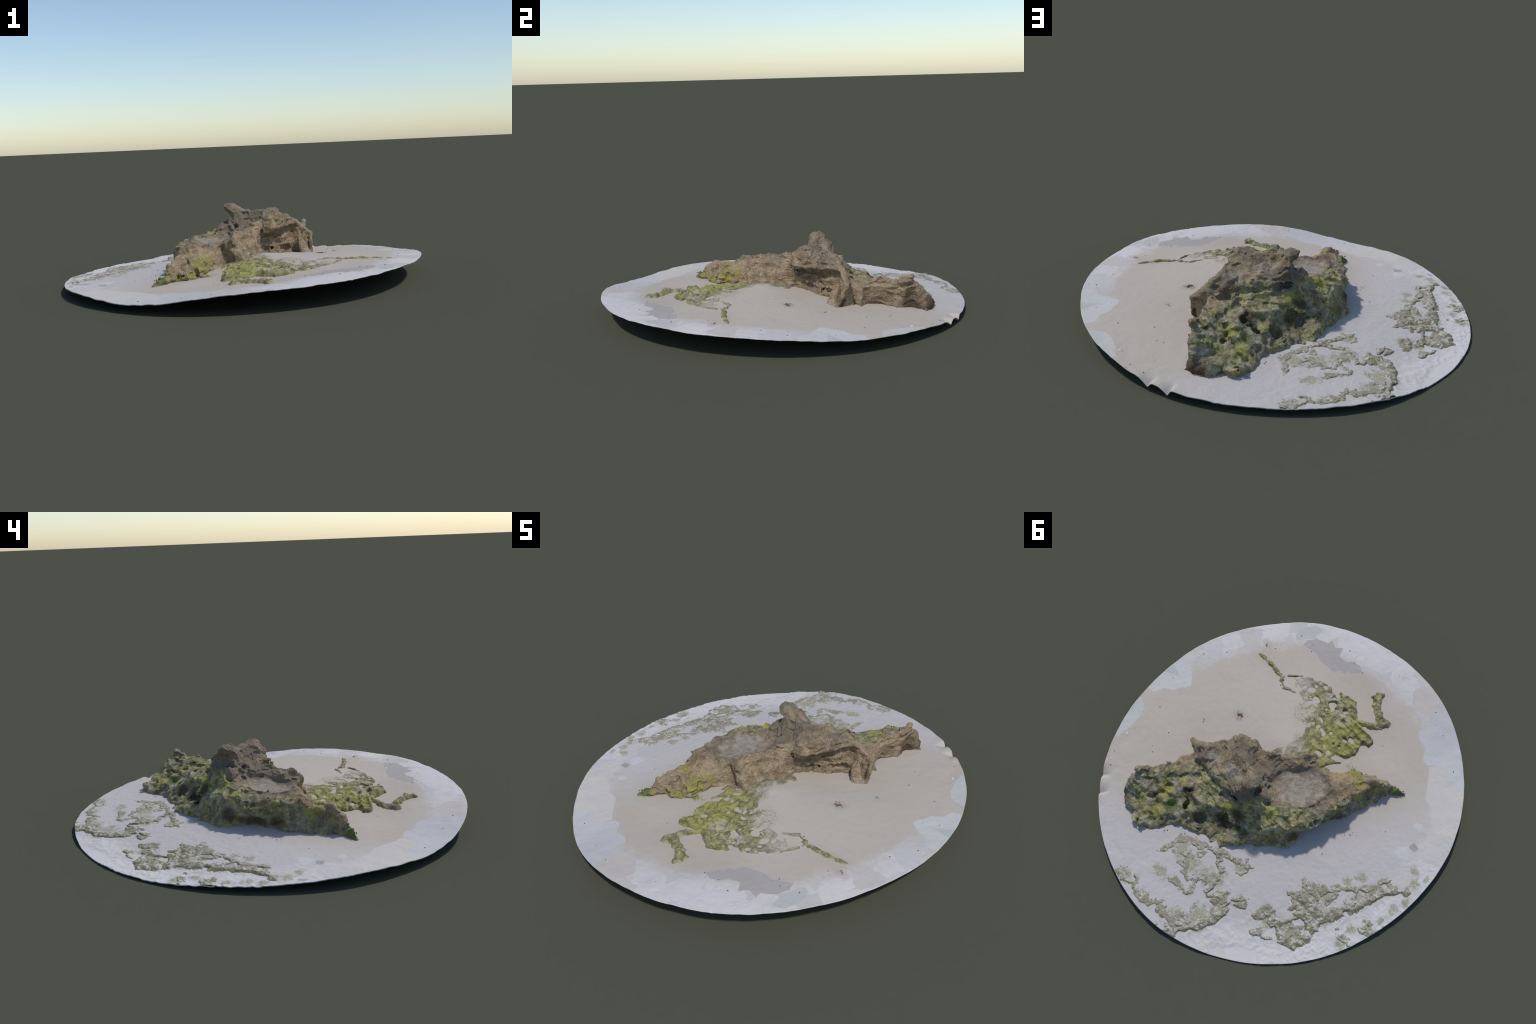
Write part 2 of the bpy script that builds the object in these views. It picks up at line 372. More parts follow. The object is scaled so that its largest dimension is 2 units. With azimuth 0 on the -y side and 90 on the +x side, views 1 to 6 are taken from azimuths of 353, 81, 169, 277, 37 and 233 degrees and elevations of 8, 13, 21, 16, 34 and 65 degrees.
# weathering pits and hollows
for c, r in (((-.062,.200,.312), (.030,.030,.040)), ((-.126,.188,.258), (.026,.030,.026)), ((.082,.480,.110), (.038,.036,.040)),
             ((.225,.55,.130), (.030,.030,.040)), ((.205,.436,.180), (.036,.034,.028)), ((.240,.372,.205), (.040,.034,.030)), ((.295,.335,.225), (.035,.030,.030)),
             ((.23,.335,.245), (.060,.028,.030)), ((-.02,.395,.135), (.055,.035,.040)), ((-.27,.300,.105), (.05,.030,.05)), ((-.135,-.165,.225), (.030,.022,.035)),
             ((-.10,.350,.125), (.045,.030,.040)), ((-.105,-.125,.13), (.016,.022,.045)),
             ((.285,.735,.075), (.018,.018,.018)), ((.235,.675,.085), (.02,.02,.02)), ((-.437,-.425,.09), (.013,.013,.013)),
             ((.30,.47,.185), (.05,.040,.022)), ((.36,.56,.190), (.05,.045,.022)), ((.30,.56,.155), (.03,.03,.02)),
             ((-.30,-.37,.12), (.022,.028,.03)), ((-.345,-.26,.175), (.03,.04,.02)), ((-.20,.35,.09), (.035,.025,.03)),
             ((.14,.335,.255), (.035,.025,.03)), ((.115,.075,.215), (.025,.02,.03)), ((-.02,.105,.262), (.024,.020,.022)),
             ((-.07,.345,.170), (.030,.020,.022)), ((-.30,-.235,.20), (.018,.025,.02)), ((-.40,-.36,.150), (.016,.028,.016)), ((-.265,.087,.226), (.008,.008,.014)),
             ((.04,.12,.33), (.03,.018,.02)), ((.30,.275,.305), (.014,.014,.014)), ((-.335,-.375,.09), (.02,.018,.05)), ((-.268,-.345,.085), (.018,.03,.03)), ((-.385,-.425,.075), (.022,.014,.022)), ((-.305,-.335,.155), (.016,.02,.03)), ((.05,.545,.05), (.02,.02,.02))):
    cut_ell(c, r)
F = np.maximum(F, (SANDZ - .035)[:, :, None] - gz[None, None, :] )
F = np.maximum(F, .006 - gz[None, None, :])

def roughen():
    band = np.argwhere(np.abs(F) < .032)
    P = np.stack([gx[band[:, 0]], gy[band[:, 1]], gz[band[:, 2]]], 1).astype(np.float32)
    warp = np.stack([fbm(P * 15 + 7 * k, 2, 30 + k) for k in range(3)], 1) * .016
    Q = P + warp
    # how strongly the surface is scalloped: the back is honeycombed, the slab face is not
    back = smooth(-.08, .10, -.70 * (P[:, 0] - .02) + .71 * (P[:, 1] - .17))
    tail = smooth(.10, .30, -(P[:, 1] + .0)) * smooth(.1, .3, -P[:, 0])
    plat = _in[band[:, 0], band[:, 1]] * smooth(.165, .18, P[:, 2])
    rib = 1 - .6 * smooth(.31, .35, P[:, 0]) * smooth(.31, .28, P[:, 1])
    pit = np.clip(.30 + .75 * np.maximum(back, tail), 0, 1) * (1 - .8 * plat) * rib
    w1 = worley(Q / .074 + 3, 41)
    d = pit * .026 * (np.clip(w1, 0, 1.05) ** 2 - .34)
    d += (1 - .75 * plat) * (.008 * fbm(Q * 19, 2, 60) + .0065 * fbm(Q * np.array([22, 22, 34], np.float32), 1, 62, ridged=True)) + .002
    d = d * rib - .0045 * smooth(.14, .22, P[:, 2]) - .002
    f = F[band[:, 0], band[:, 1], band[:, 2]] - d
    F[band[:, 0], band[:, 1], band[:, 2]] = f
    k = np.abs(f) < .013
    band, P, Q, pit, plat, rib = band[k], P[k], Q[k], pit[k], plat[k], rib[k]
    w2 = worley(Q / .030 + 5, 51)
    d = pit * .0075 * (np.clip(w2, 0, 1.1) ** 2 - .36)
    d += (1 - .75 * plat) * rib * (.0036 * fbm(Q * np.array([44, 44, 80], np.float32), 3, 64, gain=.6, ridged=True))
    d -= (1 - plat) * .005 * np.clip(1 - np.abs(vnoise(Q * 26, 75)) / .10, 0, 1) * smooth(.05, .4, vnoise(P * 11, 76))
    d += .0013 * vnoise(P * 190, 70)
    F[band[:, 0], band[:, 1], band[:, 2]] -= d.astype(np.float32)
roughen()
F[:, :, 0] = np.maximum(F[:, :, 0], .001)

# ------------------------------------------------------------------ node helpers
def srgb(r, g, b):
    f = lambda c: c / 12.92 if c <= .04045 else ((c + .055) / 1.055) ** 2.4
    return tuple(f(v / 255) for v in (r, g, b)) + (1,)

class Nodes:
    def __init__(self, name):
        self.mat = bpy.data.materials.new(name); self.mat.use_nodes = True
        self.t = self.mat.node_tree; self.t.nodes.clear()
        self.out = self.t.nodes.new('ShaderNodeOutputMaterial')
        self.bsdf = self.t.nodes.new('ShaderNodeBsdfPrincipled')
        self.t.links.new(self.bsdf.outputs[0], self.out.inputs[0])
        self.P = self.t.nodes.new('ShaderNodeTexCoord').outputs['Object']
    def put(self, sock, v):
        if isinstance(v, bpy.types.NodeSocket): self.t.links.new(v, sock)
        elif v is not None: sock.default_value = v
    def math(self, op, a, b=None, clamp=False):
        n = self.t.nodes.new('ShaderNodeMath'); n.operation = op; n.use_clamp = clamp
        self.put(n.inputs[0], a)
        if b is not None: self.put(n.inputs[1], b)
        return n.outputs[0]
    def vec(self, op, a, b=None):
        n = self.t.nodes.new('ShaderNodeVectorMath'); n.operation = op
        self.put(n.inputs[0], a)
        if b is not None: self.put(n.inputs[1], b)
        return n.outputs['Value'] if op in ('LENGTH', 'DOT_PRODUCT') else n.outputs[0]
    def noise(self, scale, detail=3, rough=.55, P=None, colour=False):
        n = self.t.nodes.new('ShaderNodeTexNoise'); self.put(n.inputs['Vector'], P or self.P)
        n.inputs['Scale'].default_value = scale; n.inputs['Detail'].default_value = detail; n.inputs['Roughness'].default_value = rough
        return n.outputs['Color' if colour else 'Fac']
    def voronoi(self, scale, P=None, feature='F1', out='Distance'):
        n = self.t.nodes.new('ShaderNodeTexVoronoi'); n.feature = feature; self.put(n.inputs['Vector'], P or self.P)
        n.inputs['Scale'].default_value = scale
        return n.outputs[out]
    def mix(self, f, a, b):
        n = self.t.nodes.new('ShaderNodeMix'); n.data_type = 'RGBA'
        self.put(n.inputs[0], f); self.put(n.inputs[6], a); self.put(n.inputs[7], b)
        return n.outputs[2]
    def step(self, lo, hi, x):
        n = self.t.nodes.new('ShaderNodeMapRange'); n.interpolation_type = 'SMOOTHSTEP'
        self.put(n.inputs['Value'], x); n.inputs['From Min'].default_value = lo; n.inputs['From Max'].default_value = hi
        return n.outputs['Result']
    def blobs(self, items, P=None):
        """largest of 1 - |(P - centre) / radii| over a list of (centre, radii)"""
        best = None
        for c, r in items:
            r = r if isinstance(r, tuple) else (r, r, r)
            d = self.vec('DIVIDE', self.vec('SUBTRACT', P or self.P, tuple(c)), tuple(r))
            v = self.math('SUBTRACT', 1.0, self.vec('LENGTH', d))
            best = v if best is None else self.math('MAXIMUM', best, v)
        return best
    def capsules(self, segs, P=None):
        """distance in plan to the nearest of some segments"""
        P = self.vec('MULTIPLY', P or self.P, (1, 1, 0)); best = None
        for (ax, ay), (bx, by) in segs:
            ba = (bx - ax, by - ay, 0); l2 = ba[0] ** 2 + ba[1] ** 2
            pa = self.vec('SUBTRACT', P, (ax, ay, 0))
            h = self.math('DIVIDE', self.vec('DOT_PRODUCT', pa, ba), l2, clamp=True)
            n = self.t.nodes.new('ShaderNodeVectorMath'); n.operation = 'SCALE'
            n.inputs[0].default_value = ba; self.put(n.inputs['Scale'], h)
            v = self.vec('LENGTH', self.vec('SUBTRACT', pa, n.outputs[0]))
            best = v if best is None else self.math('MINIMUM', best, v)
        return best
    def ragged(self, field, noise, amount, lo=0., hi=.25):
        """field + centred noise, thresholded softly to a 0..1 mask"""
        n = self.math('MULTIPLY', self.math('SUBTRACT', noise, .5), amount)
        return self.step(lo, hi, self.math('ADD', field, n))
    def finish(self, colour, rough=.9, bump=None, strength=.3, dist=.004, spec=.25):
        self.put(self.bsdf.inputs['Base Color'], colour); self.put(self.bsdf.inputs['Roughness'], rough)
        self.bsdf.inputs['Specular IOR Level'].default_value = spec
        if bump is not None:
            b = self.t.nodes.new('ShaderNodeBump'); b.inputs['Strength'].default_value = strength; b.inputs['Distance'].default_value = dist
            self.put(b.inputs['Height'], bump); self.t.links.new(b.outputs[0], self.bsdf.inputs['Normal'])
        return self.mat

# ------------------------------------------------------------------ materials
TAN_SAND = srgb(177, 168, 156); COOL_SAND = srgb(181, 175, 172); WHITE_SAND = srgb(196, 190, 187); BUFF_SAND = srgb(178, 164, 149)

def sand_colour(N):
    n_big, n_mid, n_fine = N.noise(3.2, 4), N.noise(28, 4, .65), N.noise(170, 3, .7)
    side = N.vec('DOT_PRODUCT', N.P, (-.72, .69, 0))
    cool = N.step(-.12, .42, N.math('ADD', side, N.math('MULTIPLY', N.math('SUBTRACT', n_big, .5), .35)))
    col = N.mix(cool, TAN_SAND, COOL_SAND)
    # buff stains round the rock ledges
    buff = N.ragged(N.blobs([((.05, -.62, .08), (.35, .16, .4)), ((.62, -.45, .1), (.2, .2, .4)), ((-.42, -.62, .05), (.12, .12, .4)), ((.44, .22, .08), (.1, .1, .3)), ((.2,.1,.09),(.12,.1,.2))]), n_mid, .5, 0, .7)
    col = N.mix(N.math('MULTIPLY', buff, .55), col, BUFF_SAND)
    r = N.vec('LENGTH', N.vec('MULTIPLY', N.P, (1, 1, 0)))
    rr = N.math('ADD', r, N.math('ADD', N.math('MULTIPLY', N.math('SUBTRACT', n_big, .5), .16), N.math('MULTIPLY', N.math('SUBTRACT', n_mid, .5), .16)))
    ring = N.math('MULTIPLY', N.step(.765, .885, rr), N.math('SUBTRACT', 1., N.math('MULTIPLY', N.step(.55, .72, N.noise(13, 4, .65)), .45)))
    far = N.step(.30, .62, N.vec('DOT_PRODUCT', N.P, (.60, .80, 0)))       # no white edge on this side
    col = N.mix(N.math('MULTIPLY', ring, N.math('SUBTRACT', 1., far)), col, WHITE_SAND)
    cell = N.t.nodes.new('ShaderNodeSeparateColor')
    warp = N.vec('ADD', N.P, N.vec('MULTIPLY', N.vec('SUBTRACT', N.noise(26, 3, .7, colour=True), (.5, .5, .5)), (.05, .05, 0)))
    N.t.links.new(N.voronoi(6.5, P=N.vec('MULTIPLY', warp, (1, 1, 0)), out='Color'), cell.inputs[0])
    field = N.math('MULTIPLY', N.math('MULTIPLY', N.step(.60, .62, cell.outputs[0]), N.step(.80, .86, rr)), N.math('SUBTRACT', 1., far))
    col = N.mix(N.math('MULTIPLY', field, .75), col, N.mix(cell.outputs[1], srgb(182, 172, 161), srgb(183, 181, 182)))
    shore = N.step(.62, .86, N.math('ADD', N.vec('DOT_PRODUCT', N.P, (-.86, .42, 0)), N.math('MULTIPLY', N.math('SUBTRACT', n_mid, .5), .35)))
    col = N.mix(N.math('MULTIPLY', shore, .8), col, srgb(196, 191, 189))
    dark = N.mix(.5, col, srgb(140, 132, 124))
    col = N.mix(N.math('MULTIPLY', N.step(.56, .74, n_fine), .28), col, dark)
    col = N.mix(N.math('MULTIPLY', N.step(.5, .8, n_mid), .22), col, dark)
    return col, n_big, n_mid, n_fine

ALGAE_SPECKS = [((-.33,.80,.02), (.08,.11,.1)), ((-.22,.60,.03), (.06,.09,.1)), ((-.68,.31,.02), (.12,.07,.1)), ((-.76,.13,.03), (.06,.12,.1)), ((-.68,.47,.02), (.08,.08,.1)), ((-.54,.53,.02), (.07,.07,.1)), ((.03,.63,.04), (.06,.10,.1)), ((-.64,.22,.03), (.07,.07,.1)),
 ((-.680,.026,.04), (.05,.05,.1)), ((-.645,.096,.04), (.04,.035,.1)), ((-.829,-.204,.04), (.05,.035,.1)), ((-.874,-.157,.04), (.045,.05,.1)),
 ((-.896,-.222,.04), (.03,.04,.1)), ((-.899,.011,.04), (.04,.05,.1)), ((-.915,-.058,.04), (.03,.05,.1)), ((-.902,.097,.04), (.03,.035,.1)),
 ((-.839,.235,.03), (.04,.04,.1)), ((.10,.95,.03), (.07,.05,.1)), ((-.06,.94,.03), (.07,.06,.1)), ((-.38,.59,.03), (.05,.05,.1)), ((-.25,.47,.05), (.07,.04,.1)),
 ((-.86,.33,.02), (.05,.05,.1)), ((-.05,.65,.04), (.14,.08,.1)), ((-.18,.63,.04), (.10,.08,.1)), ((-.24,.88,.03), (.09,.09,.1)), ((.0,.80,.04), (.08,.05,.1)), ((-.3,.78,.03), (.09,.09,.1))]

def olive(N, col, n_mid, n_fine, gain=1.0):
    f = N.math('SUBTRACT', N.blobs(ALGAE_SPECKS), .12)
    lump = N.noise(46, 4, .7)
    m = N.ragged(f, lump, 1.9, .15, .55)
    spk = N.step(.36, .56, N.noise(120, 3, .75))
    m = N.math('MULTIPLY', m, N.math('ADD', .35, N.math('MULTIPLY', spk, .6)))
    oc = N.mix(n_fine, srgb(112, 112, 72), srgb(150, 148, 108))
    return N.mix(N.math('MULTIPLY', m, gain), col, oc)

def sand_material():
    N = Nodes('dry_and_wet_sand')
    col, nb, nm, nf = sand_colour(N)
    col = olive(N, col, nm, nf, .8)
    # rusty smudges around the stranded weed
    stain = N.ragged(N.blobs([((.43, -.05, .1), (.06, .035, .1)), ((.69, -.46, .12), (.05, .03, .1))]), nm, .9, .0, .6)
    col = N.mix(N.math('MULTIPLY', stain, .3), col, srgb(150, 122, 104))
    green = N.ragged(N.blobs([((.60, -.385, .115), (.1, .03, .1)), ((.10, -.21, .12), (.05, .05, .1)), ((.03, -.2, .12), (.09, .07, .1)), ((.2, -.33, .12), (.1, .1, .1)), ((-.2, -.32, .07), (.06, .05, .1))]), N.noise(40, 4, .7), 1.0, .1, .6)
    green = N.math('MULTIPLY', green, N.step(.44, .60, N.noise(95, 4, .75)))
    col = N.mix(N.math('MULTIPLY', green, .6), col, srgb(132, 130, 92))
    grain = N.math('ADD', N.math('MULTIPLY', nf, .6), N.noise(420, 2))
    return N.finish(col, .88, grain, .25, .003)

def plain_sand(name, c1, c2, scale=2.5):
    N = Nodes(name)
    col = N.mix(N.noise(scale, 1), srgb(*c1), srgb(*c2))
    return N.finish(col, .9)

def rock_material():
    N = Nodes('weathered_sandstone')
    n1, n2, n3 = N.noise(9, 5, .6), N.noise(34, 5, .65), N.noise(120, 4, .7)
    n4 = N.noise(17, 4, .6, P=N.vec('ADD', N.P, (3.1, 1.7, .4)))
    base = N.mix(N.step(.3, .7, N.math('ADD', N.math('MULTIPLY', n1, .55), N.math('MULTIPLY', n2, .45))), srgb(121, 103, 80), srgb(194, 173, 143))
    base = N.mix(N.math('MULTIPLY', N.step(.48, .66, N.noise(6.5, 3, .55, P=N.vec('ADD', N.P, (4.4, .3, 2.2)))), .55), base, N.mix(n2, srgb(98, 89, 76), srgb(160, 149, 131)))
    crack = N.step(.035, .008, N.math('ABSOLUTE', N.math('SUBTRACT', N.noise(22, 5, .7, P=N.vec('MULTIPLY', N.P, (1, 1, 1.7))), .5)))
    base = N.mix(N.math('MULTIPLY', crack, .5), base, srgb(88, 72, 56))
    base = N.mix(N.math('MULTIPLY', N.step(.54, .7, n3), .45), base, srgb(94, 81, 62))
    base = N.mix(N.math('MULTIPLY', N.step(.5, .66, n1), .35), base, srgb(158, 138, 112))
    # grey weathering on the pinnacle, behind the nose and round the platform
    grey = N.ragged(N.blobs([((-.06, .18, .32), (.11, .10, .12)), ((.08, .12, .32), (.12, .07, .08)), ((.12, .03, .33), (.05, .05, .06)), ((-.03, .10, .25), (.12, .12, .06)), ((-.18, -.02, .21), (.2, .2, .05)), ((.0, .28, .25), (.14, .1, .1))]), n2, 1.1, .02, .5)
    base = N.mix(N.math('MULTIPLY', grey, .6), base, N.mix(n3, srgb(92, 85, 76), srgb(146, 138, 125)))
    # algae over the back slope and the tail: patchy olive on grey stone
    field = N.blobs([((.33, .58, .12), (.24, .22, .2)), ((.22, .46, .15), (.20, .16, .16)), ((.0, .40, .13), (.22, .15, .16)), ((-.17, .27, .15), (.19, .13, .18)), ((-.30, .12, .12), (.10, .17, .16)),
        ((.14, .34, .23), (.13, .08, .09)), ((-.36, -.10, .10), (.1, .16, .12)), ((-.40, -.30, .1), (.09, .16, .12)), ((.04, .50, .05), (.12, .08, .08)), ((-.22, .17, .2), (.09, .08, .06)), ((.30, .37, .2), (.07, .06, .06))])
    sx = N.t.nodes.new('ShaderNodeSeparateXYZ'); N.t.links.new(N.P, sx.inputs[0])
    wob = N.math('MULTIPLY', N.math('SUBTRACT', n2, .5), .06)
    crest = N.step(-.015, .02, N.math('ADD', wob, N.vec('DOT_PRODUCT', N.vec('SUBTRACT', N.P, (.348, .40, 0)), (-.88, .47, 0))))
    spine = N.step(-.015, .02, N.math('ADD', wob, N.vec('DOT_PRODUCT', N.vec('SUBTRACT', N.P, (-.36, -.25, 0)), (-.90, .44, 0))))
    spine = N.math('MAXIMUM', spine, N.step(-.2, -.12, sx.outputs['Y']))
    lee = N.step(-.55, -.15, N.vec('DOT_PRODUCT', N.t.nodes.new('ShaderNodeNewGeometry').outputs['Normal'], (-.80, .40, .45)))
    back = N.math('MULTIPLY', N.math('MULTIPLY', N.ragged(field, n1, .6, .0, .22), lee), N.math('MULTIPLY', crest, spine))
    base = N.mix(N.math('MULTIPLY', back, .8), base, N.mix(N.step(.35, .7, n2), srgb(122, 116, 98), srgb(186, 178, 156)))
    moss = N.math('MULTIPLY', back, N.step(.40, .62, N.math('ADD', N.math('MULTIPLY', n1, .45), N.math('MULTIPLY', n4, .55))))
    mcol = N.mix(N.step(.34, .66, n2), srgb(116, 114, 66), srgb(200, 192, 124))
    mcol = N.mix(N.math('MULTIPLY', N.step(.5, .65, n3), .55), mcol, srgb(70, 78, 46))
    col = N.mix(N.math('MULTIPLY', moss, .9), base, mcol)
    deep = N.math('MULTIPLY', back, N.step(.56, .70, N.noise(14, 4, .6, P=N.vec('ADD', N.P, (7.7, 2.2, 5.1)))))
    col = N.mix(N.math('MULTIPLY', deep, .55), col, N.mix(n3, srgb(58, 68, 44), srgb(96, 104, 62)))
    # bright yellow algae
    yel = N.ragged(N.blobs([((-.25, -.29, .11), (.08, .07, .08)), ((-.35, -.39, .07), (.05, .04, .05)), ((-.37, -.24, .15), (.05, .07, .05)), ((-.22, -.22, .13), (.07, .05, .05)), ((-.31, -.27, .165), (.05, .05, .04)), ((-.39, -.43, .07), (.05, .04, .05)), ((-.30, -.36, .08), (.05, .05, .04)),
        ((-.18, .21, .215), (.08, .06, .05)), ((-.02, .33, .19), (.08, .05, .04)), ((-.10, -.13, .10), (.04, .04, .05)), ((-.40, -.32, .12), (.05, .06, .04)), ((.31, .52, .14), (.09, .06, .05)), ((.26, .62, .10), (.06, .06, .05))]), n2, 1.7, .15, .55)
    yel = N.math('MULTIPLY', yel, N.math('ADD', .28, N.math('MULTIPLY', N.step(.42, .60, N.noise(60, 4, .7)), .6)))
    col = N.mix(yel, col, N.mix(n3, srgb(132, 132, 46), srgb(182, 178, 84)))
    vivid = N.ragged(N.blobs([((-.45, -.425, .08), (.05, .045, .05)), ((-.44, -.34, .08), (.04, .05, .04)), ((.225, .555, .12), (.045, .045, .05)), ((.362, .393, .178), (.025, .03, .03))]), n2, 1.4, .12, .55)
    col = N.mix(N.math('MULTIPLY', vivid, .65), col, N.mix(n2, srgb(62, 88, 30), srgb(98, 138, 46)))
    # dark brown colour in the hollows and the dark red-brown foot at the +y end
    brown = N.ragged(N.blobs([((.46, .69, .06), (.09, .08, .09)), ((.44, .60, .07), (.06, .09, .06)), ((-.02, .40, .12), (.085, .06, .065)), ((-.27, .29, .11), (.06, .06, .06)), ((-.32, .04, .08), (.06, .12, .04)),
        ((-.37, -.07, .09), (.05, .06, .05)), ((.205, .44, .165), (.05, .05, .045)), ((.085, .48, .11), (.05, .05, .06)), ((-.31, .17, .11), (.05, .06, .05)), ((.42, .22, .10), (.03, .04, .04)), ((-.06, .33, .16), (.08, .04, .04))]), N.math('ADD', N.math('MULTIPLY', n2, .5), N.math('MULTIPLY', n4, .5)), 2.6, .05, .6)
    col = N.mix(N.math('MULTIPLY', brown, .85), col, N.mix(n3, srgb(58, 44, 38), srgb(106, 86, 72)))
    # blown sand lying in the bowl, the saddle and the hollow
    dish = N.ragged(N.blobs([((-.135, .03, .205), (.115, .115, .03)), ((-.19, -.05, .198), (.085, .105, .03))]), n2, .8, .0, .35)
    col = N.mix(N.math('MULTIPLY', dish, .6), col, N.mix(N.step(.35, .65, n2), srgb(146, 132, 112), srgb(190, 180, 164)))
    dust = N.ragged(N.blobs([((-.165, .025, .205), (.09, .09, .04)), ((.235, .25, .285), (.08, .035, .025)), ((.235, .375, .17), (.04, .035, .03)), ((.26, .71, .075), (.04, .04, .03)), ((.40, .17, .08), (.05, .04, .03)), ((.10, .21, .30), (.08, .06, .03))]), n2, 1.6, .02, .6)
    col = N.mix(N.math('MULTIPLY', dust, .5), col, N.mix(n1, srgb(158, 148, 136), srgb(182, 176, 168)))
    bump = N.math('ADD', N.math('MULTIPLY', n2, .8), N.math('ADD', N.math('MULTIPLY', n3, .8), N.math('MULTIPLY', N.noise(330, 3), .4)))
    return N.finish(col, .95, bump, .9, .012, .15)

def mossy_material():
    N = Nodes('algae_covered_ledge')
    n1, n2, n3 = N.noise(11, 4, .6), N.noise(38, 5, .68), N.noise(130, 4, .7)
    sandc, *_ = sand_colour(N)
    rock = N.mix(n2, srgb(104, 98, 78), srgb(150, 140, 118))
    alg = N.mix(N.step(.35, .65, n2), srgb(98, 96, 66), srgb(160, 154, 112))
    near = N.blobs([((-.08, -.33, .08), (.20, .16, .2)), ((-.05, -.5, .08), (.14, .10, .2)), ((-.04, -.24, .11), (.12, .07, .2)), ((.02, -.42, .1), (.13, .13, .2)), ((-.2, -.29, .08), (.08, .06, .1))])
    bright = N.ragged(near, n2, 2.2, .10, .75)
    alg = N.mix(N.math('MULTIPLY', bright, .62), alg, N.mix(n3, srgb(126, 126, 54), srgb(176, 170, 92)))
    m = N.ragged(N.math('ADD', N.blobs([((.02, -.42, .1), (.34, .30, .3)), ((.12, -.57, .1), (.26, .13, .3)), ((.56, -.385, .12), (.16, .05, .2)), ((0, -.7, .1), (.15, .14, .2))]), .05), n1, 1.5, .0, .5)
    col = N.mix(m, rock, alg)
    geo = N.t.nodes.new('ShaderNodeNewGeometry').outputs['Normal']
    up = N.vec('DOT_PRODUCT', geo, (0, 0, 1))
    # sand drifted over the level tops, thickest on the +x side
    drift = N.blobs([((.26, -.34, .12), (.16, .11, .3)), ((.36, -.43, .12), (.10, .09, .3)), ((.14, -.15, .12), (.16, .10, .3)), ((.17, -.51, .1), (.07, .05, .2)), ((-.02, -.60, .1), (.07, .05, .2)), ((.05, -.47, .1), (.07, .06, .2))])
    s = N.ragged(N.math('ADD', drift, .02), n2, 1.5, .05, .7)
    s = N.math('MULTIPLY', s, N.math('MULTIPLY', N.step(.70, .95, up), .8))
    col = N.mix(N.math('MULTIPLY', s, .9), col, sandc)
    col = N.mix(N.math('MULTIPLY', N.step(.5, .66, n3), .45), col, srgb(90, 88, 64))
    bump = N.math('ADD', n2, N.math('MULTIPLY', n3, .6))
    return N.finish(col, .9, bump, .6, .006)

def reef_material():
    N = Nodes('algae_on_buried_reef')
    sandc, nb, nm, nf = sand_colour(N)
    geo = N.t.nodes.new('ShaderNodeNewGeometry').outputs['Normal']
    oc = N.mix(N.step(.3, .7, nf), srgb(86, 84, 50), srgb(134, 128, 88))
    patch = N.step(.40, .54, N.math('ADD', N.math('MULTIPLY', N.noise(24, 4, .65), .5), N.math('MULTIPLY', N.noise(100, 4, .75), .5)))
    sea = N.step(.02, .22, N.vec('DOT_PRODUCT', geo, (-.72, .69, 0)))
    m = N.math('MAXIMUM', N.math('MULTIPLY', patch, .8), N.math('MULTIPLY', sea, N.step(.3, .5, N.noise(60, 4, .7))))
    col = N.mix(N.math('MULTIPLY', m, .9), sandc, oc)
    return N.finish(col, .9, N.math('ADD', nf, nm), .5, .004)

def flat_mat(name, c, rough=.8):
    N = Nodes(name)
    a = srgb(*c); b = tuple(v * .6 for v in a[:3]) + (1,)
    return N.finish(N.mix(N.noise(160, 3), a, b), rough)

# ------------------------------------------------------------------ build
root = bpy.data.objects.new('beach_rock_on_sand', None)
root.empty_display_size = .2
bpy.context.scene.collection.objects.link(root)
root['label'] = 'weathered mossy arched rock on a round sheet of beach sand'
root['category'] = 'beach rock'

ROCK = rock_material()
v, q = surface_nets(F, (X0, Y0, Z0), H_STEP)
rock = make_mesh('weathered_rock', v, q, ROCK, root)

